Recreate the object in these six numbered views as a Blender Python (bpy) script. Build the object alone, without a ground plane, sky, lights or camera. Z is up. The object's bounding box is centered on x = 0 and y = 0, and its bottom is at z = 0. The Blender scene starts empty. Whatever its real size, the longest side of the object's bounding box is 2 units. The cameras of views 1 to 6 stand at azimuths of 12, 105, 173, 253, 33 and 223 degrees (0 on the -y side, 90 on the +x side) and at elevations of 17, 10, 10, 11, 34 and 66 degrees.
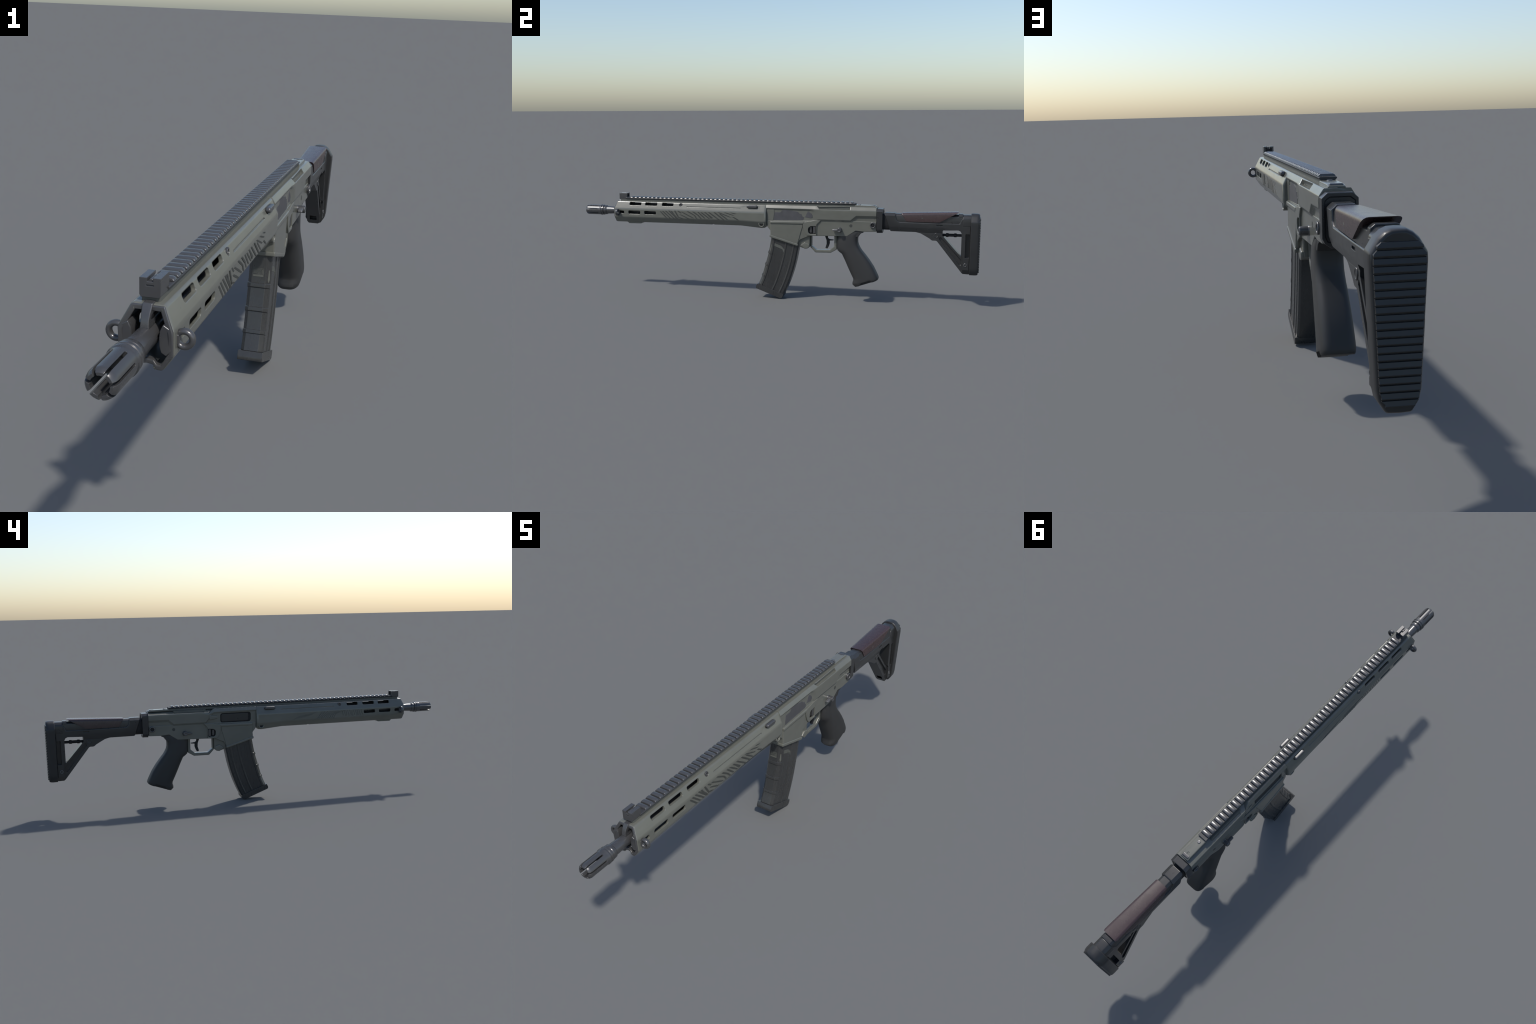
import bpy, bmesh, math, random
from mathutils import Vector, Matrix
random.seed(7)
rad = math.radians

# ------------------------------------------------------------------ materials
def mat_new(name):
    m = bpy.data.materials.new(name); m.use_nodes = True
    nt = m.node_tree; nt.nodes.clear()
    out = nt.nodes.new('ShaderNodeOutputMaterial')
    b = nt.nodes.new('ShaderNodeBsdfPrincipled')
    nt.links.new(b.outputs[0], out.inputs[0])
    return m, nt, b

def node(nt, kind, **kw):
    n = nt.nodes.new(kind)
    for k, v in kw.items():
        if k.startswith('i_'):
            n.inputs[k[2:].replace('_', ' ')].default_value = v
        else:
            setattr(n, k, v)
    return n

def coords(nt, scale=(1, 1, 1)):
    tc = node(nt, 'ShaderNodeTexCoord'); mp = node(nt, 'ShaderNodeMapping')
    mp.inputs['Scale'].default_value = scale
    nt.links.new(tc.outputs['Object'], mp.inputs['Vector'])
    return mp.outputs['Vector']

def ramp(nt, fac, stops):
    r = node(nt, 'ShaderNodeValToRGB')
    e = r.color_ramp.elements
    while len(e) < len(stops): e.new(0.5)
    for i, (p, c) in enumerate(stops):
        e[i].position = p
        e[i].color = (c, c, c, 1) if isinstance(c, (int, float)) else (*c, 1)
    nt.links.new(fac, r.inputs['Fac'])
    return r.outputs['Color']

def mix(nt, fac, a, b):
    n = node(nt, 'ShaderNodeMix', data_type='RGBA')
    for sock, v in ((n.inputs['Factor'], fac), (n.inputs['A'], a), (n.inputs['B'], b)):
        if isinstance(v, bpy.types.NodeSocket): nt.links.new(v, sock)
        elif isinstance(v, (int, float)): sock.default_value = v
        else: sock.default_value = (*v, 1)
    return n.outputs['Result']

def noise(nt, vec, scale, detail=4, rough=.55):
    n = node(nt, 'ShaderNodeTexNoise', i_Scale=scale, i_Detail=detail, i_Roughness=rough)
    nt.links.new(vec, n.inputs['Vector'])
    return n.outputs['Fac']

def finish(nt, b, bump_src, bump, bevel):
    """soft shaded edges (bevel node) under a fine bump"""
    bp = node(nt, 'ShaderNodeBump', i_Strength=bump, i_Distance=.002)
    nt.links.new(bump_src, bp.inputs['Height'])
    if bevel > 0:
        bv = node(nt, 'ShaderNodeBevel', samples=8); bv.inputs['Radius'].default_value = bevel
        nt.links.new(bv.outputs['Normal'], bp.inputs['Normal'])
    nt.links.new(bp.outputs['Normal'], b.inputs['Normal'])

def make_coated(name, base, dark, light, rough=.4, metal=0.0, spec=.5, stretch=(1, 1, 1),
                big=6, chip=.0, chip_col=(.05, .05, .055), bump=.006, bevel=.002, rvar=.05):
    m, nt, b = mat_new(name)
    v = coords(nt, stretch)
    n1 = noise(nt, v, big, 5, .6)
    col = mix(nt, ramp(nt, n1, [(.3, 0.0), (.7, 1.0)]), dark, light)
    n2 = noise(nt, v, big * 7, 3, .6)
    col = mix(nt, ramp(nt, n2, [(.35, .0), (.75, .5)]), col, base)
    if chip > 0:
        v2 = coords(nt)
        n3 = noise(nt, v2, 38, 3, .7)
        msk = ramp(nt, n3, [(.72 - chip, 0.0), (.76 - chip, .8)])
        col = mix(nt, msk, col, chip_col)
    nt.links.new(col, b.inputs['Base Color'])
    b.inputs['Metallic'].default_value = metal
    b.inputs['Specular IOR Level'].default_value = spec
    rr = node(nt, 'ShaderNodeMapRange'); nt.links.new(n2, rr.inputs['Value'])
    rr.inputs['To Min'].default_value = rough - rvar; rr.inputs['To Max'].default_value = rough + rvar
    nt.links.new(rr.outputs['Result'], b.inputs['Roughness'])
    n4 = noise(nt, coords(nt), 260, 2, .5)
    finish(nt, b, n4, bump, bevel)
    return m

M = {}
M['paint'] = make_coated('grey_green_paint', (.120, .122, .105), (.098, .100, .085), (.140, .142, .123),
                         rough=.22, spec=.58, stretch=(1, .45, 1), chip=.02, chip_col=(.07, .072, .064), bevel=.003)
M['paint_dull'] = make_coated('grey_green_paint_dull', (.094, .097, .085), (.082, .085, .074), (.106, .109, .096),
                              rough=.5, spec=.4, bevel=.002)
M['steel'] = make_coated('gun_steel', (.082, .082, .084), (.066, .066, .068), (.10, .10, .102),
                         rough=.26, metal=.4, spec=.6, stretch=(1, .3, 1), bevel=.001)
M['groove_shade_steel'] = make_coated('rail_steel_darkened_for_groove_shade', (.045, .046, .048), (.038, .039, .041), (.052, .053, .055),  # base colour lowered so groove floors between the rail teeth read as shadowed
                              rough=.55, metal=.2, spec=.4, stretch=(1, .3, 1), bevel=0)
M['bright_steel'] = make_coated('worn_steel', (.15, .15, .155), (.12, .12, .125), (.19, .19, .19),
                                rough=.3, metal=.5, spec=.6, bevel=.002)
M['polymer'] = make_coated('black_polymer', (.0245, .025, .0255), (.021, .0215, .022), (.029, .0295, .030),
                           rough=.29, spec=.5, bevel=.0015, bump=.012)
M['grip'] = make_coated('grip_rubber', (.0265, .0265, .0265), (.0235, .0235, .0235), (.030, .030, .030),
                        rough=.55, spec=.4, bevel=0, bump=.03)
M['magazine'] = make_coated('magazine_polymer', (.031, .0315, .0315), (.027, .0275, .0275), (.036, .0365, .036),
                            rough=.28, spec=.5, stretch=(1.6, 1.6, .35), big=7, bevel=0)
M['cheek'] = make_coated('oxblood_leather', (.041, .025, .026), (.038, .023, .024), (.044, .027, .028),
                         rough=.27, spec=.5, bevel=0, bump=.004, big=5)
M['rubber'] = make_coated('butt_rubber', (.0245, .025, .0258), (.021, .0215, .022), (.029, .0295, .030),
                          rough=.36, spec=.4, bevel=0)
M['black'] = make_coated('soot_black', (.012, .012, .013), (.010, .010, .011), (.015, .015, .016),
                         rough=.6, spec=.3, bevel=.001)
M['patch'] = make_coated('flat_grey', (.066, .066, .070), (.058, .058, .062), (.078, .077, .082),
                         rough=.5, spec=.3, big=30, bevel=.0008)
M['hatch'] = make_coated('dark_stripe_paint', (.044, .046, .042), (.039, .041, .037), (.050, .052, .047),
                         rough=.5, spec=.35, bevel=.0006)
M['decal'] = make_coated('pale_decal', (.088, .091, .079), (.065, .068, .06), (.115, .118, .102),
                         rough=.5, spec=.35, big=40, bevel=.0004)

# ------------------------------------------------------------------ helpers
root = bpy.data.objects.new('assault_rifle', None)
bpy.context.scene.collection.objects.link(root)
root['label'] = 'grey green military rifle with dark stock, grip and magazine'
root['category'] = 'rifle'

def link(name, me, mat=None, parent=None):
    o = bpy.data.objects.new(name, me)
    bpy.context.scene.collection.objects.link(o)
    o.parent = parent if parent is not None else root
    if mat: 
        me.materials.clear(); me.materials.append(M[mat])
    return o

def to_mesh(bm, name):
    bmesh.ops.remove_doubles(bm, verts=bm.verts, dist=1e-6)
    bmesh.ops.recalc_face_normals(bm, faces=bm.faces)
    me = bpy.data.meshes.new(name); bm.to_mesh(me); bm.free()
    return me

def temp(me):
    o = bpy.data.objects.new('helper', me); bpy.context.scene.collection.objects.link(o); return o

def evaluate(o):
    dg = bpy.context.evaluated_depsgraph_get(); dg.update()
    return bpy.data.meshes.new_from_object(o.evaluated_get(dg))

def boolean(me, cutters, op='DIFFERENCE'):
    o = temp(me); cs = []
    for c in cutters:
        co = temp(c); cs.append(co)
        md = o.modifiers.new('cut', 'BOOLEAN'); md.operation = op; md.solver = 'EXACT'; md.object = co
    r = evaluate(o)
    for x in cs + [o]: bpy.data.objects.remove(x)
    return r

def bevel(me, width=.0015, seg=2, angle=32, weighted=True):
    if width > 0:
        o = temp(me)
        md = o.modifiers.new('bevel', 'BEVEL'); md.width = width; md.segments = seg
        md.limit_method = 'ANGLE'; md.angle_limit = rad(angle); md.use_clamp_overlap = True
        r = evaluate(o); bpy.data.objects.remove(o)
    else: r = me
    r.shade_smooth(); r.set_sharp_from_angle(angle=rad(50))
    if weighted:
        o = temp(r); md = o.modifiers.new('normals', 'WEIGHTED_NORMAL'); md.keep_sharp = True; md.weight = 80
        r = evaluate(o); bpy.data.objects.remove(o)
    return r

def prism(prof, x0, x1=None):
    """side profile (y,z) pushed out along x"""
    if x1 is None: x0, x1 = -x0, x0
    bm = bmesh.new()
    a = [bm.verts.new((x0, y, z)) for y, z in prof]; b = [bm.verts.new((x1, y, z)) for y, z in prof]
    n = len(prof)
    bm.faces.new(a); bm.faces.new(b[::-1])
    for i in range(n): bm.faces.new((a[i], b[i], b[(i + 1) % n], a[(i + 1) % n]))
    return to_mesh(bm, 'prism')

def loft(rings, caps=True):
    bm = bmesh.new(); vs = [[bm.verts.new(p) for p in r] for r in rings]
    n = len(rings[0])
    for r0, r1 in zip(vs, vs[1:]):
        for i in range(n): bm.faces.new((r0[i], r0[(i + 1) % n], r1[(i + 1) % n], r1[i]))
    if caps: bm.faces.new(vs[0]); bm.faces.new(vs[-1][::-1])
    return to_mesh(bm, 'loft')

def mirror_half(half):
    """half section (x>=0), listed top to bottom -> closed section"""
    return list(half) + [(-x, *r) for x, *r in reversed(half)]

def loft_y(secs):
    """secs: (y, [(x,z)...half]) ; z pairs may carry their own y as third value"""
    rings = []
    for y, half in secs:
        full = mirror_half(half)
        rings.append([(p[0], p[2] if len(p) > 2 else y, p[1]) for p in full])
    return loft(rings)

def box(x0, x1, y0, y1, z0, z1):
    return prism([(y0, z0), (y1, z0), (y1, z1), (y0, z1)], x0, x1)

def rounded_rect(y0, y1, z0, z1, r, k=4):
    pts = []
    for cy, cz, a0 in ((y1 - r, z1 - r, 0), (y0 + r, z1 - r, 90), (y0 + r, z0 + r, 180), (y1 - r, z0 + r, 270)):
        for i in range(k + 1):
            a = rad(a0 + 90 * i / k); pts.append((cy + r * math.cos(a), cz + r * math.sin(a)))
    return pts

def disc_pts(cy, cz, r, n=24):
    return [(cy + r * math.cos(2 * math.pi * i / n), cz + r * math.sin(2 * math.pi * i / n)) for i in range(n)]

def lathe_y(prof, cz, n=40, cx=0.0):
    """profile (y,r) spun around the line x=cx, z=cz"""
    rings = [[(cx + r * math.cos(2 * math.pi * i / n), y, cz + r * math.sin(2 * math.pi * i / n)) for i in range(n)] for y, r in prof]
    return loft(rings)

def lathe_x(prof, cy, cz, n=28):
    rings = [[(x, cy + r * math.cos(2 * math.pi * i / n), cz + r * math.sin(2 * math.pi * i / n)) for i in range(n)] for x, r in prof]
    return loft(rings)

def flip_x(me):
    m = me.copy(); m.transform(Matrix.Scale(-1, 4, (1, 0, 0))); m.flip_normals(); return m

def both(name, me, mat, parent=None):
    return link(name, me, mat, parent), link(name, flip_x(me), mat, parent)

def join(meshes):
    bm = bmesh.new()
    for m in meshes: bm.from_mesh(m)
    me = bpy.data.meshes.new('joined'); bm.to_mesh(me); bm.free()
    me.shade_smooth(); me.set_sharp_from_angle(angle=rad(38))
    return me

def offset_section(half, d):
    """shrink a convex half section towards its axis by about d"""
    cz = (half[0][1] + half[-1][1]) / 2; out = []
    for p in half:
        x, z = p[0], p[1]
        out.append((max(0.0, x - d * (1 if x > .02 else .5)), z - d * (1 if z > cz else -1)) + tuple(p[2:]))
    return out

BORE = .4145

# ------------------------------------------------------------------ handguard
HG = [(.0, .4665), (.0275, .4665), (.0455, .429), (.0455, .387), (.0265, .359), (0, .359)]
HG_Y = [-.816, -.816, -.829, -.826, -.824, -.824]
def hg_sec(y, top=.4665, bot=.359, low=.387, w=.0455, wb=.0265):
    return [(.0, top), (.0275, top), (w, .429), (w, low), (wb, bot), (0, bot)]
def with_y(half, ys, dy=0): return [(x, z, y + dy) for (x, z), y in zip(half, ys)]
front = with_y(HG, HG_Y)
outer = [(0, with_y(HG, HG_Y, .0012)), (-.70, HG), (-.30, HG), (-.153, HG),
         (-.048, hg_sec(0, bot=.3495, low=.383, wb=.025)), (-.030, hg_sec(0, bot=.351, low=.383, wb=.025)),
         (-.018, hg_sec(0, bot=.362, low=.385, w=.0440, wb=.027))]
body = bevel(loft_y(outer), .0050, 4, 25, weighted=False)
inn = lambda y: (y, offset_section(HG, .0066))
cut = [loft_y([inn(-.86), inn(-.70), inn(-.20), inn(-.06)])]
for y0, y1 in ((-.745, -.680), (-.659, -.593), (-.567, -.505)):
    cut.append(prism(rounded_rect(y0, y1, .4465, .4620, .0055), -.1, .1))
for y0, y1 in ((-.748, -.682), (-.6605, -.596)):
    cut.append(prism(rounded_rect(y0, y1, .4030, .4200, .0055), -.1, .1))
cut.append(prism(rounded_rect(-.81, -.771, .404, .4185, .005), -.1, .1))
for s in (-1, 1):
    # blind bolt hole and long crease under the shoulder
    cut.append(lathe_x([(s * .030, .0088), (s * .06, .0088)], -.4655, .4553))
    cut.append(prism([(-.434, .4450), (-.430, .4480), (-.150, .4480), (-.146, .4450)], s * .0355, s * .06))
    cut.append(prism(rounded_rect(-.119, -.061, .4475, .4645, .007), s * .031, s * .06))
cut.append(loft([[(x, y, z) for x, z in ((-.0165, .35), (-.0105, .3672), (.0105, .3672), (.0165, .35))] for y in (-.86, -.79)]))
cut.append(prism([(-.306, .35), (-.300, .3628), (-.293, .3628), (-.284, .35)], -.05, .05))
body = boolean(body, cut)
bump_blk = prism([(-.768, .3605), (-.756, .3505), (-.690, .3515), (-.676, .3605)], .021)
handguard = link('handguard', bevel(body, .0013, 2), 'paint')
link('handguard_lug', bevel(bump_blk, .002), 'paint', handguard)
# dark end frame with open mouth and an arched lower lip
OUT = [(0, .4650), (.0268, .4650), (.0440, .4287), (.0440, .3873), (.0260, .3605), (.0168, .3608), (.0107, .3675), (0, .3690)]
INN = [(0, .4560), (.0205, .4560), (.0360, .4260), (.0360, .3930), (.0235, .3700), (.0165, .3705), (.0105, .3765), (0, .3780)]
FY = [-.816, -.816, -.829, -.826, -.824, -.824, -.821, -.820]
def frame_ring(sec, dy):
    return [(p[0], p[2], p[1]) for p in mirror_half(with_y(sec, FY, dy))]
rr_ = [frame_ring(OUT, -.0008), frame_ring(INN, -.0008), frame_ring(INN, .012), frame_ring(OUT, .012)]
fr = loft(rr_ + [rr_[0]], caps=False)
frame = link('end_frame', bevel(fr, .0022, 3), 'steel')
# post between sight and barrel, curved clamp plates beside the barrel
post = loft([[(-w, y0, z), (w, y0, z), (w, y1, z), (-w, y1, z)] for w, y0, y1, z in
             ((.0085, -.8175, -.790, .4690), (.0082, -.8205, -.790, .4630), (.0076, -.8260, -.793, .455), (.0070, -.8300, -.797, .445), (.0072, -.8320, -.80, .436), (.0080, -.8330, -.80, .428))])
link('sight_post', bevel(post, .002), 'steel', frame)
for s in (1, -1):
    sec = [(.041, .432), (.028, .440), (.0235, .430), (.0215, .418), (.022, .404), (.025, .393), (.033, .388), (.041, .396)]
    plate = loft([[(s * x, y, z) for x, z in sec] for y in (-.828, -.80)])
    link('clamp_plate', bevel(plate, .0018), 'steel', frame)
    # sling ring on a short stem
    n, k, R, r = 32, 12, .0132, .0053
    rings = []
    for i in range(n):
        a = 2 * math.pi * i / n
        rings.append([(s * (.0567) + (R + r * math.cos(2 * math.pi * j / k)) * math.cos(a), -.804 + 1.30 * r * math.sin(2 * math.pi * j / k),
                       .411 + (R + r * math.cos(2 * math.pi * j / k)) * math.sin(a)) for j in range(k)])
    me = loft(rings + [rings[0]], caps=False); me.shade_smooth()
    ring = link('sling_ring', me, 'steel', frame)
    link('ring_stem', bevel(box(*sorted((s * .036, s * .048)), -.812, -.796, .402, .420), .002), 'steel', ring)

# handguard hardware on both flanks
for s in (1, -1):
    bolt = lathe_x([(s * .0300, .0086), (s * .0345, .0086), (s * .0345, .0045), (s * .032, .0042)], -.4655, .4553, 18)
    link('handguard_bolt', bevel(bolt, .0006), 'steel', handguard)
    me = prism(rounded_rect(-.116, -.064, .4495, .4635, .0065), *sorted((s * .030, s * .0440)))
    link('takedown_knob', bevel(me, .004, 4), 'steel', handguard)
    lug = lathe_x([(s * .030, .0150), (s * .0415, .0150), (s * .0425, .0138), (s * .0425, .0105), (s * .036, .0095)], -.0425, .372)
    pin_lug = link('pivot_lug', bevel(lug, .0008), 'paint', handguard)
    link('pivot_pin', bevel(lathe_x([(s * .03, .0094), (s * .037, .0094), (s * .0385, .004)], -.0425, .372), .0006), 'black', pin_lug)

# dark slanted stripes on the left flank, (y,z) start and end of each stripe
STRIPES = [(-0.5717, 0.4206, -0.5374, 0.3875), (-0.5598, 0.4237, -0.5198, 0.3880), (-0.5441, 0.4251, -0.5003, 0.3880), (-0.5265, 0.4265, -0.4847, 0.3880),
           (-0.5129, 0.4251, -0.4922, 0.3963), (-0.5035, 0.4106, -0.4808, 0.3880), (-0.4944, 0.4265, -0.4739, 0.3923), (-0.4759, 0.4261, -0.4607, 0.4137),
           (-0.4567, 0.4212, -0.3956, 0.3919), (-0.4647, 0.4081, -0.4208, 0.3880), (-0.4728, 0.395, -0.4536, 0.3880), (-0.4257, 0.4257, -0.3876, 0.4049),
           (-0.3876, 0.4049, -0.3784, 0.3906), (-0.3968, 0.4247, -0.3685, 0.4055), (-0.3685, 0.4055, -0.3535, 0.3896), (-0.37, 0.4228, -0.3343, 0.392),
           (-0.3528, 0.4215, -0.3115, 0.3918), (-0.3337, 0.4229, -0.2943, 0.3951), (-0.3224, 0.416, -0.3, 0.3931), (-0.3128, 0.4235, -0.2622, 0.3888),
           (-0.2843, 0.4244, -0.2358, 0.3885), (-0.2635, 0.425, -0.2017, 0.4015), (-0.2561, 0.418, -0.2169, 0.3902), (-0.2296, 0.4251, -0.1848, 0.4111),
           (-0.1958, 0.4251, -0.1753, 0.4194), (-0.1867, 0.4038, -0.1626, 0.3901)]
def stripe_mesh(y0, z0, y1, z1, hw, x0, x1):
    # parallelogram whose ends are cut level, tapering a little towards the ends
    my, mz = (y0 + y1) / 2, (z0 + z1) / 2
    return prism([(y0 - hw * .8, z0), (y0 + hw * .8, z0), (my + hw, mz), (y1 + hw * .8, z1), (y1 - hw * .8, z1), (my - hw, mz)], x0, x1)
for i, (a, b, c, d) in enumerate(STRIPES):
    flat = abs(c - a) / max(1e-6, abs(d - b))
    hw = .0034 + .0013 * min(2.4, flat); xo = .0458 + .00012 * (i % 7)
    link('grip_stripe', bevel(stripe_mesh(a, b, c, d, hw, .0448, xo), .0001, 1), 'hatch', handguard)
# fine raised chevron lines on the right flank
lines = []
for i in range(9):
    o = -.440 + i * .0115
    lines.append(stripe_mesh(o - .05 + .004 * i, .424, o, .4095 - .0012 * i, .0019, -.0460, -.0450))
    lines.append(stripe_mesh(o, .4095 - .0012 * i, o + .012, .3885, .0019, -.0460, -.0450))
for i in range(11):
    o = -.580 + i * .0105
    lines.append(stripe_mesh(o, .4235, o - .010 + .002 * (i % 3), .398 - .003 * (i % 2), .0017, -.0460, -.0450))
for i in range(8):
    o = -.300 + i * .0125
    lines.append(stripe_mesh(o - .03, .4225 - .002 * i, o, .407 - .0022 * i, .0015, -.0460, -.0450))
lo = link('grip_line', join(lines), 'paint_dull', handguard); lo['kind'] = 'stuff'

# ------------------------------------------------------------------ barrel and muzzle brake
bar = lathe_y([(-.93, .0200), (-.875, .0200), (-.845, .0184), (-.80, .0184), (-.79, .0190), (-.70, .0190), (-.69, .0175), (-.06, .0175)], BORE)
barrel = link('barrel', bevel(bar, .001), 'steel')
gas = lathe_y([(-.82, .0085), (-.30, .0085)], .4475, 16)
link('gas_tube', bevel(gas, .0008), 'black', barrel)
prof = [(-.8835, .0185), (-.8870, .0215), (-.8965, .0220), (-.8985, .0205), (-.9010, .0205), (-.9030, .0238), (-.9080, .0238),
        (-.9095, .0222), (-.9120, .0222), (-.9140, .0245), (-.9200, .0245), (-.9225, .0230), (-.9890, .0230), (-.9960, .0215), (-1.0, .0180)]
br = lathe_y([(y, r * 1.095) for y, r in prof], BORE, 56)
hole = lathe_y([(-1.02, .0150), (-.930, .0150), (-.925, .008), (-.90, .008)], BORE, 32)
cuts = [hole]
for k in range(7):
    a = rad(12 + k * 360 / 7)
    w = .0026
    bx = loft([[(.008, y, -w), (.035, y, -w), (.035, y, w), (.008, y, w)] for y in (-1.02, -.934)])
    cyl = loft([[(x, -.934 + w * math.sin(2 * math.pi * i / 12), w * math.cos(2 * math.pi * i / 12)) for i in range(12)] for x in (.012, .035)])
    rot = Matrix.Translation((0, 0, BORE)) @ Matrix.Rotation(-a, 4, 'Y')
    for m in (bx, cyl): m.transform(rot); cuts.append(m)
br = boolean(br, cuts)
brake = link('muzzle_brake', bevel(br, .0014, 2, 40), 'steel')

# ------------------------------------------------------------------ top rail, sight
RB0, RB1 = -.802, .4175
base = loft_y([(y, [(0, .4765), (.0150, .4765), (.0150, .465), (0, .465)]) for y in (RB0, RB1 - .002)])
rail = link('top_rail', bevel(base, .001), 'paint_dull')
cap = loft_y([(y, [(0, .4828), (.0182, .4828), (.0200, .4805), (.0160, .4755), (0, .4755)]) for y in (RB0 + .03, RB1)])
link('rail_cap', bevel(cap, .0008), 'groove_shade_steel', rail)
pitch = .0227
def tooth_sec(y, top):
    return (y, [(0, top), (.0140, top), (.0176, top - .0022), (.0192, .4835), (.0180, .4822), (0, .4822)])
tooth_me = bevel(loft_y([tooth_sec(y, t) for y, t in ((-.0082, .4835), (-.0076, .4870), (-.0062, .4885), (0, .4894), (.0062, .4885), (.0076, .4870), (.0082, .4835))]), .0006, 2, 50)
y = -.592 + pitch / 2
ys = [y + pitch * k for k in range(-7, 60)]
for yy in ys:
    if RB0 + .045 < yy < RB1 - .004:
        o = link('rail_tooth', tooth_me, 'steel', rail); o.location = (0, yy, 0)
sight = loft_y([(-.807, [(0, .506), (.0172, .506), (.0172, .478), (.0150, .474), (0, .474)]), (-.766, [(0, .506), (.0172, .506), (.0172, .478), (.0150, .474), (0, .474)])])
sc = [prism([(-.83, .5010), (-.79, .4985), (-.74, .4985), (-.74, .52), (-.83, .52)], -.0050, .0050),
      prism([(-.812, .4925), (-.8045, .4925), (-.8045, .4945), (-.812, .4945)], -.0062, .0062),
      prism([(-.776, .4860), (-.75, .4850), (-.75, .5035), (-.772, .4995)], -.0110, .0110)]
sight_o = link('front_sight', bevel(boolean(sight, sc), .0034, 3), 'steel')
link('sight_drum', bevel(lathe_y([(-.8025, .0040), (-.786, .0040)], .4995, 16), .0008), 'steel', sight_o)

# ------------------------------------------------------------------ receiver
def rec(y, kind, step=.398):
    if kind == 'front': # recessed side wall
        return (y, [(0, .468), (.0275, .4670), (.0365, .4520), (.0345, .4480), (.0315, .4440), (.0315, .398), (.0318, .392), (.0300, .384), (0, .384)])
    return (y, [(0, .468), (.0280, .4675), (.0383, .4520), (.0388, .4480), (.0390, .4400), (.0390, step + .006), (.0345, step), (.0312, step - .006), (.0300, .384), (0, .384)])
def shear(sec, low, high):
    """slant a section: lower points move forward"""
    y, h = sec
    return (y, [(x, z, low + (high - low) * max(0, min(1, (z - .39) / .065))) for x, z in h])
up = bevel(loft_y([rec(-.020, 'front'), rec(.10, 'front'), shear(rec(0, 'front'), .222, .196), shear(rec(0, 'rear'), .243, .222),
             rec(.262, 'rear'), rec(.398, 'rear'), rec(.424, 'rear', .4205), rec(.5205, 'rear', .4215)]), .0026, 3, 25, weighted=False)
cuts = []
for s in (1, -1):
    # long top slot with a slanted front end
    cuts.append(prism([(.232, .468), (.246, .4525), (.394, .4535), (.394, .466), (.39, .4665), (.245, .464)], *sorted((s * .0255, s * .06))))
cuts.append(prism(rounded_rect(.009, .165, .3955, .4425, .011), -.06, -.019))
cuts.append(box(-.05, .05, .56, .60, .3, .5))
upm = boolean(up, cuts)
upper = link('upper_receiver', bevel(upm, .0016, 2), 'paint')
link('slot_floor', bevel(box(-.026, .026, .236, .396, .453, .4655), .0005), 'paint_dull', upper)
port = link('ejection_port', bevel(box(-.0265, -.012, .005, .169, .392, .446), .001), 'black', upper)
boltb = prism(rounded_rect(.02, .160, .3995, .4385, .008), -.0285, -.018)
link('bolt_carrier', bevel(boltb, .0025), 'polymer', upper)
for s in (1, -1):
    defl = loft([[(s * x, yy, z) for x, yy, z in sec] for sec in (
        [(.030, .176, .432), (.030, .176, .416), (.030, .222, .416), (.030, .222, .436)],
        [(.0345, .184, .430), (.0345, .184, .418), (.0400, .222, .414), (.0400, .222, .438)])])
    if s < 0: link('case_deflector', bevel(defl, .003, 3), 'paint', upper)
# grey patches on the left wall
P1 = [(0.0233, 0.4323), (0.0514, 0.432), (0.0637, 0.4455), (0.0995, 0.4440), (0.1396, 0.4368), (0.1463, 0.4282), (0.1563, 0.4274), (0.163, 0.4135), (0.1707, 0.4115),
      (0.1609, 0.388), (0.1286, 0.388), (0.1197, 0.3920), (0.1210, 0.388), (0.0145, 0.388), (0.0199, 0.4135)]
P2 = [(0.1885, 0.4416), (0.206, 0.4301), (0.2130, 0.4208), (0.2110, 0.4119), (0.2041, 0.4072), (0.1743, 0.4129)]
link('grey_patch', bevel(prism(P1, .0300, .0322), .0003, 1), 'patch', upper)
link('grey_patch', bevel(prism(P2, .0300, .0324), .0003, 1), 'patch', upper)
link('panel_plate', bevel(prism([(-.016, .450), (.020, .450), (.0205, .425), (.016, .392), (-.016, .392)], .0, .0330), .0006, 1), 'paint', upper)
# rear deck: strip behind the rail, latch and small screw
deck = loft_y([(.414, [(0, .4755), (.0165, .4755), (.0185, .4735), (.0185, .466), (0, .466)]), (.503, [(0, .4748), (.0165, .4748), (.0185, .473), (.0185, .466), (0, .466)]),
               (.515, [(0, .471), (.0165, .471), (.0185, .469), (.0185, .466), (0, .466)])])
dk = boolean(deck, [prism([(.488, .474), (.53, .474), (.53, .49), (.488, .49)], -.0035, .0035)])
deck_o = link('rear_deck', bevel(dk, .0018), 'paint')
link('deck_screw', bevel(loft([[(.0 + .0065 * math.cos(a * math.pi / 8), .435 + .0065 * math.sin(a * math.pi / 8), z) for a in range(16)] for z in (.473, .4775)]), .001), 'bright_steel', deck_o)
link('latch', bevel(loft([[(x, y, .4685 + h) for x, y in ((-.015, .497), (.015, .497), (.015, .511), (-.015, .511))] for h in (0, .0075)]), .003, 3), 'steel', deck_o)

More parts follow.
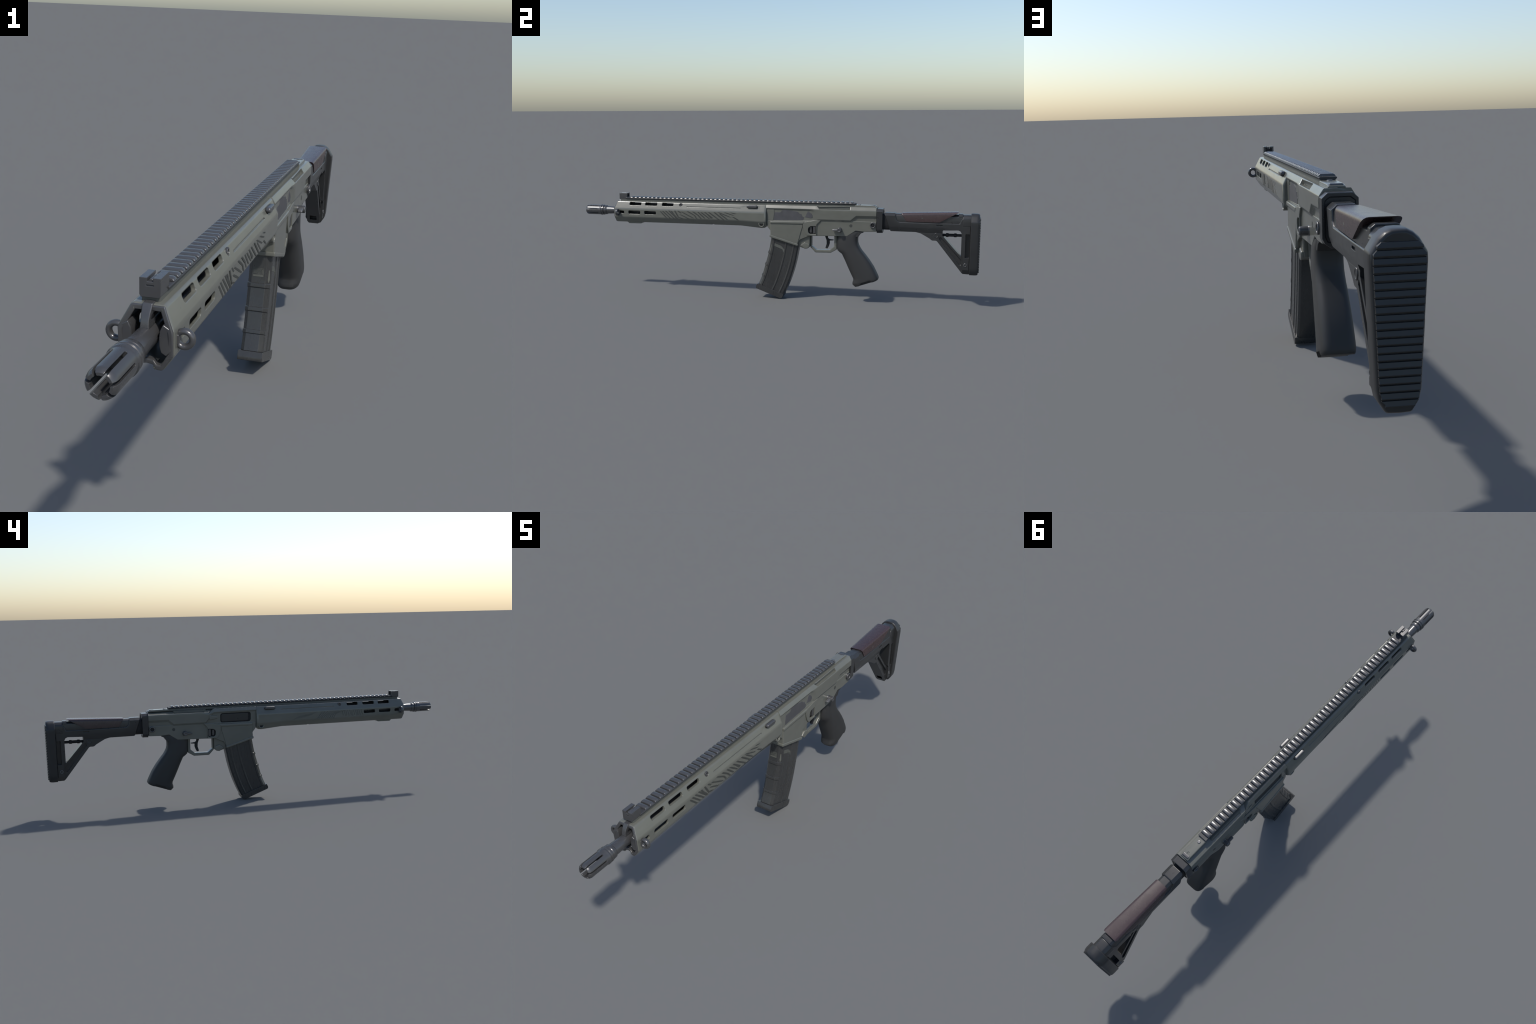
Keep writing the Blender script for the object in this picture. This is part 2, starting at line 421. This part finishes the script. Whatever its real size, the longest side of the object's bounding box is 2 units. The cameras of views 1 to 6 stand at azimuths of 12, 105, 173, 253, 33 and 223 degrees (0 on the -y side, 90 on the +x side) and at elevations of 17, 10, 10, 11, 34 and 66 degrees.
# lower receiver with magazine well, one side profile
low_prof = [(-.018, .392), (-.015, .360), (.001, .340), (.001, .318), (.138, .279), (.150, .300), (.200, .322), (.233, .322), (.382, .3255),
            (.4225, .353), (.462, .3495), (.520, .3515), (.520, .400), (.40, .400), (.24, .400)]
lowm = prism(low_prof, .0328)
win = [(.2290, .3703), (.2029, .3684), (.1935, .362), (.1908, .3538), (.192, .3385), (.1987, .3315), (.2290, .3315)]
lowm = boolean(lowm, [prism(win, -.06, .06)])
lower = link('lower_receiver', bevel(lowm, .0025, 2), 'paint')
well = prism([(.0008, .386), (.0012, .338), (.0005, .318), (.138, .277), (.150, .320), (.163, .364), (.166, .386)], .0355)
link('magazine_well', bevel(well, .003, 2), 'paint', lower)
lipm = prism([(-.002, .3215), (-.003, .309), (.139, .268), (.1415, .279)], .0378)
link('well_lip', bevel(lipm, .003, 3), 'paint', lower)
shelf = prism([(.0005, .3895), (.0005, .3755), (.166, .3770), (.176, .3915)], .0390)
link('shelf', bevel(shelf, .004, 3), 'paint', lower)
rb = loft([[(x, y, z) for y, z in ((.138, .325), (.198, .325), (.1975, .2665), (.189, .2585), (.172, .2555), (.138, .266))] for x in (-.0245, .0245)])
rearb = link('well_rear_block', bevel(rb, .004, 3), 'paint', lower)
toe = prism([(.150, .272), (.172, .289), (.196, .280), (.1965, .266), (.189, .2580), (.172, .2550)], .0305)
link('well_toe', bevel(toe, .004, 3), 'paint', rearb)
fence = boolean(prism([(.166, .3885), (.2203, .3975), (.2532, .3985), (.2325, .3770), (.2320, .3225), (.1860, .3220), (.1743, .3379), (.1640, .3660)], .0380), [prism(win, -.06, .06)])
link('release_fence', bevel(fence, .003, 2), 'paint', lower)
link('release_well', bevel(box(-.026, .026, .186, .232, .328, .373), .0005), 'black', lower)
for s in (1, -1):
    rel = link('magazine_release', bevel(prism(rounded_rect(.2155, .2270, .3340, .3680, .002), *sorted((s * .02, s * .0355))), .0015), 'steel', lower)
    link('release_bar', bevel(prism(rounded_rect(.197, .2085, .3360, .3650, .004), *sorted((s * .02, s * .031))), .0015), 'steel', rel)

for s in (1, -1):
    drum = lathe_x([(s * .030, .0125), (s * .0335, .0125), (s * .0345, .0112), (s * .0535, .0108), (s * .0555, .009), (s * .0555, .005), (s * .0545, .0045)], .345, .3555)
    sel = link('fire_selector', bevel(drum, .001), 'steel', lower)
    lev = prism([(.345, .3615), (.320, .3605), (.3115, .3585), (.3115, .3525), (.320, .3515), (.345, .3495)], *sorted((s * .038, s * .0505)))
    link('selector_lever', bevel(lev, .0022), 'bright_steel' if s > 0 else 'steel', sel)
    pin = lathe_x([(s * .030, .0142), (s * .0398, .0142), (s * .0412, .0128), (s * .0412, .0092), (s * .0365, .0080)], .5040, .3835)
    po = link('stock_pin', bevel(pin, .0008), 'steel', lower)
    link('pin_core', bevel(lathe_x([(s * .034, .0080), (s * .0375, .0080), (s * .0385, .0040)], .5040, .3835, 16), .0005), 'black', po)
    link('receiver_dimple', bevel(lathe_x([(s * .028, .0078), (s * .0330, .0076)], .399, .377, 20), .0002), 'hatch', lower)

# trigger guard and trigger
tg = prism([(.1975, .326), (.1975, .262), (.222, .2365), (.298, .2372), (.3285, .2555), (.3280, .328), (.3150, .328), (.3150, .2710), (.2933, .2520), (.2268, .2505), (.2045, .2688), (.2045, .326)], .0122)
link('trigger_guard', bevel(tg, .003, 3), 'paint', lower)
tr = prism([(0.2640, 0.330), (0.2790, 0.330), (0.2835, 0.3080), (0.2911, 0.3035), (0.3105, 0.3020), (0.3110, 0.2985), (0.2910, 0.2968), (0.2915, 0.2836), (0.2870, .2690), (0.2805, 0.2567), (0.2705, 0.2600), (0.2769, 0.2809), (0.2760, 0.2985)], .0055)
link('trigger', bevel(tr, .0018, 2), 'black', lower)

# ------------------------------------------------------------------ pistol grip
GRIP = [((.3275, .335), (.452, .352), .0300), ((.3275, .318), (.4335, .332), .0312), ((.3280, .295), (.4290, .312), .0322), ((.3285, .268), (.4295, .294), .0328),
        ((.3310, .2530), (.4330, .2810), .0330), ((.3400, .2445), (.4405, .2665), .0333), ((.3530, .2355), (.4500, .2520), .0336), ((.3685, .2040), (.4665, .2330), .0345), ((.3805, .1770), (.4880, .2050), .0352),
        ((.3960, .1440), (.5080, .1750), .0360), ((.4095, .1170), (.5265, .1380), .0366), ((.4105, .1080), (.5310, .1270), .0367), ((.4070, .0970), (.5320, .1210), .0364), ((.4065, .0870), (.5310, .1165), .0360), ((.4190, .0752), (.5260, .1130), .0342)]
rings = []
for (fy, fz), (by, bz), w in GRIP:
    cy, cz = (fy + by) / 2, (fz + bz) / 2; hy, hz = (by - fy) / 2, (bz - fz) / 2
    ring = []
    for i in range(48):
        a = 2 * math.pi * i / 48; c, s = math.cos(a), math.sin(a)
        e = 2 / (4.4 if c > 0 else 3.2)
        u = math.copysign(abs(c) ** e, c); v = math.copysign(abs(s) ** e, s)
        narrow = 1.035 + .03 * max(0, min(1, (.25 - cz) / .15)) - .15 * max(0, -u) ** 2
        ring.append((w * v * narrow, cy + hy * u, cz + hz * u))
    rings.append(ring)
gm = loft(rings)
slot = [prism([(.4400, .078), (.452, .0990), (.496, .1150), (.506, .104)], *sorted((s * .0275, s * .06))) for s in (1, -1)]
gm = boolean(gm, slot)
gm = bevel(gm, .003, 3, 40, weighted=False)
grip = link('pistol_grip', gm, 'grip')
tang = prism([(.400, .340), (.4205, .354), (.438, .3565), (.460, .3490), (.459, .3455), (.444, .340), (.432, .322), (.40, .322)], .0290)
link('grip_tang', bevel(tang, .004, 3), 'grip', grip)

# ------------------------------------------------------------------ magazine
MAG = [((.006, .340), (.150, .298)), ((.0006, .297), (.1380, .2480)), ((-.0115, .231), (.1255, .1865)), ((-.028, .1715), (.1065, .1190)), ((-.045, .114), (.0835, .0590)), ((-.0640, .0690), (.0645, .0200))]
def mag_pt(t, f, spread=0.0):
    """t along the curved body (0 top .. 5 base), f from front 0 to back 1"""
    i = min(int(t), 4); u = t - i
    pts = [MAG[max(0, min(5, j))] for j in (i - 1, i, i + 1, i + 2)]
    def cr(k, c):
        p = [q[k][c] for q in pts]
        return .5 * ((2 * p[1]) + (-p[0] + p[2]) * u + (2 * p[0] - 5 * p[1] + 4 * p[2] - p[3]) * u * u + (-p[0] + 3 * p[1] - 3 * p[2] + p[3]) * u ** 3)
    fy, fz, by, bz = cr(0, 0), cr(0, 1), cr(1, 0), cr(1, 1)
    return fy + (by - fy) * f, fz + (bz - fz) * f
def mag_ring(t, sec):
    out = []
    for f, x in sec:
        y, z = mag_pt(t, f); out.append((x, y, z))
    for f, x in reversed(sec):
        y, z = mag_pt(t, f); out.append((-x, y, z))
    return out
SEC = [(0.0, .0180), (.085, .0278), (.145, .0296), (.16, .0274), (.535, .0274), (.55, .0296), (.585, .0296), (.60, .0276), (.805, .0276), (.82, .0296), (.855, .0296), (.87, .0276), (.955, .0266), (1.0, .0210)]
ts = [i * .25 for i in range(21)]
magm = loft([mag_ring(t, SEC) for t in ts])
mag = link('magazine', bevel(magm, .0009, 2, 25), 'magazine')
for t in (2.0, 3.0, 3.97):
    band = [(-.020, .0187), (.075, .0293), (.135, .0297), (.135, .0200), (.06, .0180), (.03, .0120)]
    r = [mag_ring(t - .11, [(f + .028, x) for f, x in band]), mag_ring(t - .09, band), mag_ring(t + .08, band), mag_ring(t + .11, [(f + .028, x) for f, x in band])]
    link('magazine_band', bevel(loft(r), .0012), 'magazine', mag)
base_prof = [(-.0680, .0700), (-.0750, .0570), (-.0750, .0475), (-.0690, .0440), (.0485, .0005), (.0570, .0030), (.0635, .0125), (.0645, .0225)]
bp = prism(base_prof, .0318)
bc = [loft([[(sx * .0195, -.0755 - .02, z), (sx * .040, -.0755 - .02, z), (sx * .040, -.0600, z)] for z in (-.01, .1)]) for sx in (1, -1)]
bc += [loft([[(sx * .0225, .0720 + .02, z), (sx * .040, .0720 + .02, z), (sx * .040, .0580, z)] for z in (-.01, .1)]) for sx in (1, -1)]
link('floor_plate', bevel(boolean(bp, bc), .0042, 4), 'magazine', mag)
# pale angular marks on the magazine: nested corners on the front, a small label on each side
def front_quad(xa, xb, ta, tb):
    r = []
    for t in (ta, tb):
        y, z = mag_pt(t, 0); r.append([(xa, y - .0006, z), (xb, y - .0006, z), (xb, y + .0015, z), (xa, y + .0015, z)])
    return loft(r)
marks = []
for k in range(6):
    x1 = .0125 - k * .0032; t0 = 1.36 + k * .036
    marks.append(front_quad(-.0135, x1, t0, t0 + .012)); marks.append(front_quad(x1 - .0014, x1, t0, 1.60))
marks.append(front_quad(-.0140, .0125, 1.60, 1.665))
mk = link('front_mark', join(marks), 'decal', mag); mk['kind'] = 'stuff'
for s in (1, -1):
    r = []
    for t, f0, f1 in ((1.20, .165, .40), (1.40, .165, .545), (1.43, .47, .545), (1.58, .515, .545)):
        a, b = mag_pt(t, f0), mag_pt(t, f1)
        r.append([(s * .0265, *a), (s * .0279, *a), (s * .0279, *b), (s * .0265, *b)])
    lab = loft(r)
    link('side_label', bevel(lab, .0002, 1), 'decal' if s > 0 else 'magazine', mag)
    if s > 0:
        r = []
        for t, f0, f1 in ((1.40, .05, .065), (1.6, .045, .075), (1.75, .04, .08), (1.86, .055, .065)):
            a, b = mag_pt(t, f0), mag_pt(t, f1)
            xa, xb = .018 + .0095 * f0 / .085, .018 + .0095 * f1 / .085
            r.append([(xa - .002, a[0] + .002, a[1]), (xa + .0007, a[0] - .0005, a[1]), (xb + .0007, b[0] - .0005, b[1]), (xb - .002, b[0] + .002, b[1])])
        link('corner_label', bevel(loft(r), .0002, 1), 'decal', mag)

# ------------------------------------------------------------------ stock
col = [(0, .4615), (.0262, .4615), (.0380, .4505), (.0380, .366), (.032, .3550), (.018, .3448), (0, .3448)]
collar = loft_y([(.5212, col), (.5495, [(x * .985, z - .001 * (1 if z > .4 else -1)) for x, z in col])])
collar = boolean(collar, [loft_y([(y, [(0, .4520), (.0210, .4520), (.0310, .444), (.0310, .372), (.026, .360), (0, .356)]) for y in (.5470, .56)])])
stock_collar = link('stock_collar', bevel(collar, .0035, 3), 'polymer')
tube = loft_y([(y, [(0, .436), (.012, .436), (.0225, .429), (.0250, .418), (.0250, .385), (.0200, .368), (.0100, .361), (0, .361)]) for y in (.53, .63)])
link('buffer_tube', bevel(tube, .001), 'black', stock_collar)

body_prof = [(.556, .4435), (.560, .428), (.5865, .3570), (.7050, .3565), (.7284, .3505), (.7688, .3282), (.7810, .3185), (.8020, .3185), (.9255, .1645), (.9560, .1635),
             (.9560, .4280), (.9175, .4280), (.909, .4160), (.905, .4030), (.627, .4030), (.615, .4130), (.6085, .4435)]
sb = bevel(prism(body_prof, .0302), .0045, 3, 25, weighted=False)
hole = [(.8280, .3640), (.8310, .3690), (.900, .3715), (.910, .3670), (.9155, .3560), (.9155, .2520), (.9130, .2490), (.8280, .3440)]
chop = []
for s in (1, -1):
    # the lower frame is slimmer, its foot is chamfered, the sleeve has chamfered shoulders
    chop.append(prism([(.70, .3535), (.785, .3560), (.830, .3560), (.924, .245), (.924, .10), (.60, .10), (.60, .3535)], *sorted((s * .0225, s * .06))))
    c = loft([[(s * .0135, y, .16), (s * .034, y, .192), (s * .06, y, .192), (s * .06, y, .12), (s * .0135, y, .12)] for y in (.80, 1.0)]); chop.append(c)
    c = loft([[(s * .0165, y, .4445), (s * .0305, y, .4320), (s * .06, y, .432), (s * .06, y, .47), (s * .0165, y, .47)] for y in (.5, .614)]); chop.append(c)
    # pocket along the diagonal strut and slot in the upright
    chop.append(prism([(.8140, .3330), (.8165, .3370), (.8215, .3370), (.9165, .2330), (.9190, .2230), (.9175, .2080), (.9110, .2050), (.8125, .3265)], *sorted((s * .0150, s * .06))))
    chop.append(prism(rounded_rect(.9335, .9525, .2430, .3550, .003), *sorted((s * .0120, s * .06))))
    chop.append(prism(rounded_rect(.7990, .8290, .3880, .3945, .003), *sorted((s * .0265, s * .06))))
chop.append(prism(hole, -.06, .06))
for s in (1, -1):
    chop.append(loft([[(s * .0222, y, .3535), (s * .0306, y, .3800), (s * .06, y, .380), (s * .06, y, .3535)] for y in (.50, .840)]))
# opening in the front of the foot
chop.append(loft([[(x, y, z) for x, z in ((-.012, .182), (.012, .182), (.012, .200), (-.012, .200))] for y in (.88, .93)]))
sbm = boolean(sb, chop)
stock = link('stock_body', bevel(sbm, .0025, 2), 'polymer')
core = loft_y([(.600, [(0, .4400), (.0150, .4400), (.0245, .4320), (.0262, .4150), (.0265, .40), (0, .40)]), (.700, [(0, .4400), (.0150, .4400), (.0245, .4320), (.0262, .4150), (.0265, .40), (0, .40)]),
               (.9200, [(0, .4430), (.0180, .4430), (.0265, .4340), (.0280, .4150), (.0280, .40), (0, .40)])])
link('stock_comb', bevel(core, .002), 'polymer', stock)
link('comb_step', bevel(loft_y([(.900, [(0, .4465), (.0180, .4465), (.0260, .4400), (.0270, .43), (0, .43)]), (.9190, [(0, .4465), (.0180, .4465), (.0260, .4400), (.0270, .43), (0, .43)])]), .002), 'polymer', stock)
neck = loft_y([(yy, [(0, .4430), (.0170, .4420), (.0290, .4300), (.0310, .4150), (.0310, .3900), (0, .39)]) for yy in (.918, .958)])
link('pad_neck', bevel(neck, .003), 'polymer', stock)
for s in (1, -1):
    link('stock_boss', bevel(lathe_x([(s * .018, .0120), (s * .0235, .0120), (s * .0245, .0105), (s * .0245, .0085), (s * .0235, .008)], .8010, .3440), .0008), 'polymer', stock)
    sc_ = lathe_x([(s * .02, .0088), (s * .0305, .0088), (s * .0318, .0078), (s * .0318, .0045), (s * .0300, .0040)], .9365, .2090, 24)
    link('stock_screw', bevel(sc_, .0006), 'steel', stock)
rod = lathe_y([(.822, .0062), (.843, .0062), (.844, .0092), (.855, .0092), (.856, .0072), (.880, .0072), (.881, .0092), (.892, .0092), (.893, .0065), (.920, .0065)], .3440, 20)
link('stock_rod', bevel(rod, .0006), 'black', stock)

# cheek rest: trapezoid seen from the side, widening to the rear, hollow underneath
def cheek_sec(y):
    k = (y - .636) / .262
    top = .4445 + .0105 * k; w = .0285 + .0055 * k
    bot = max(.4060, .4440 - (y - .636) * .038 / .024, .4070 + (y - .814) * .0465 / .084)
    bot = min(bot, top - .0012)
    prof = [(0, 0), (w - .0110, 0), (w - .0065, .0008), (w - .0030, .0030), (w - .0010, .0066), (w, .0120), (w, .5), (w - .0035, .5), (0, .5)]
    lim = top - bot; flat = prof[:6]
    def xat(d):
        for (x0, d0), (x1, d1) in zip(flat, flat[1:]):
            if d0 <= d <= d1 and d1 > d0: return x0 + (x1 - x0) * (d - d0) / (d1 - d0)
        return w
    xl = xat(lim)
    return (y, [(min(x, xl) if i < 7 else min(x, max(0, xl - .0035)), top - min(d, lim)) for i, (x, d) in enumerate(prof)])
ckm = bevel(loft_y([cheek_sec(y) for y in (.6365, .640, .644, .649, .655, .660, .668, .70, .76, .806, .814, .822, .835, .85, .865, .88, .89, .8955, .898)]), .0, weighted=False)
cheek = link('cheek_rest', ckm, 'cheek')
link('cheek_mark', bevel(prism([(.7290, .4215), (.7330, .4255), (.7400, .4200)], .0295, .0312), .0002, 1), 'decal', cheek)

# butt pad
PAD = [(0, .4490), (.0110, .4485), (.0210, .4435), (.0300, .4345), (.0420, .4130), (.0425, .400), (.0385, .310), (.0335, .1980), (.0300, .1800), (.0190, .1605), (0, .1595)]
def pad_s(k, dz=0): return [(x * k * 1.075, .30 + (z - .30) * (1 - (1 - k) * .25)) for x, z in PAD]
pad = loft_y([(.9550, pad_s(.985)), (.9580, pad_s(1.0)), (.9800, pad_s(1.0)), (.9895, pad_s(.970)), (.9950, pad_s(.885))])
padm = bevel(pad, .003, 3, 25)
pad_o = link('butt_pad', padm, 'rubber')
def pad_half(z):
    h = [(x, zz) for x, zz in pad_s(.89)]
    for (x0, z0), (x1, z1) in zip(h, h[1:]):
        if z1 <= z <= z0 and z0 > z1: return x0 + (x1 - x0) * (z0 - z) / (z0 - z1)
    return .01
zt = .4305; p = .0123
for k in range(21):
    z1 = zt - k * p; z0 = z1 - p * .92
    wa, wb = pad_half(z1), pad_half(z0)
    if wb < .012: continue
    ridge = loft([[(-w, .9915, z), (w, .9915, z), (w * .985, yb, z), (-w * .985, yb, z)] for w, yb, z in
                  ((wa, .9930, z1), (wa, .9976, z1 - .0008), (wb, .9990, z0 + .0050), (wb, 1.0, z0 + .0026), (wb, .9994, z0 + .0010), (wb, .9930, z0))])
    link('pad_ridge', bevel(ridge, .0006, 2, 40), 'rubber', pad_o)

# the whole rifle is a touch fuller across than the half sections above; the rings keep their span
FULLER = Matrix.Diagonal((1.025, 1, 1, 1))
done = set()
for o in list(root.children_recursive):
    if o.type == 'MESH' and o.data.name not in done:
        done.add(o.data.name)
        if o.name.split('.')[0] not in ('sling_ring', 'muzzle_brake', 'barrel'):
            o.data.transform(FULLER)

# keep the tree at rifle > part > sub-part
for o in list(root.children_recursive):
    while o.parent and o.parent.parent and o.parent.parent.parent:
        o.parent = o.parent.parent
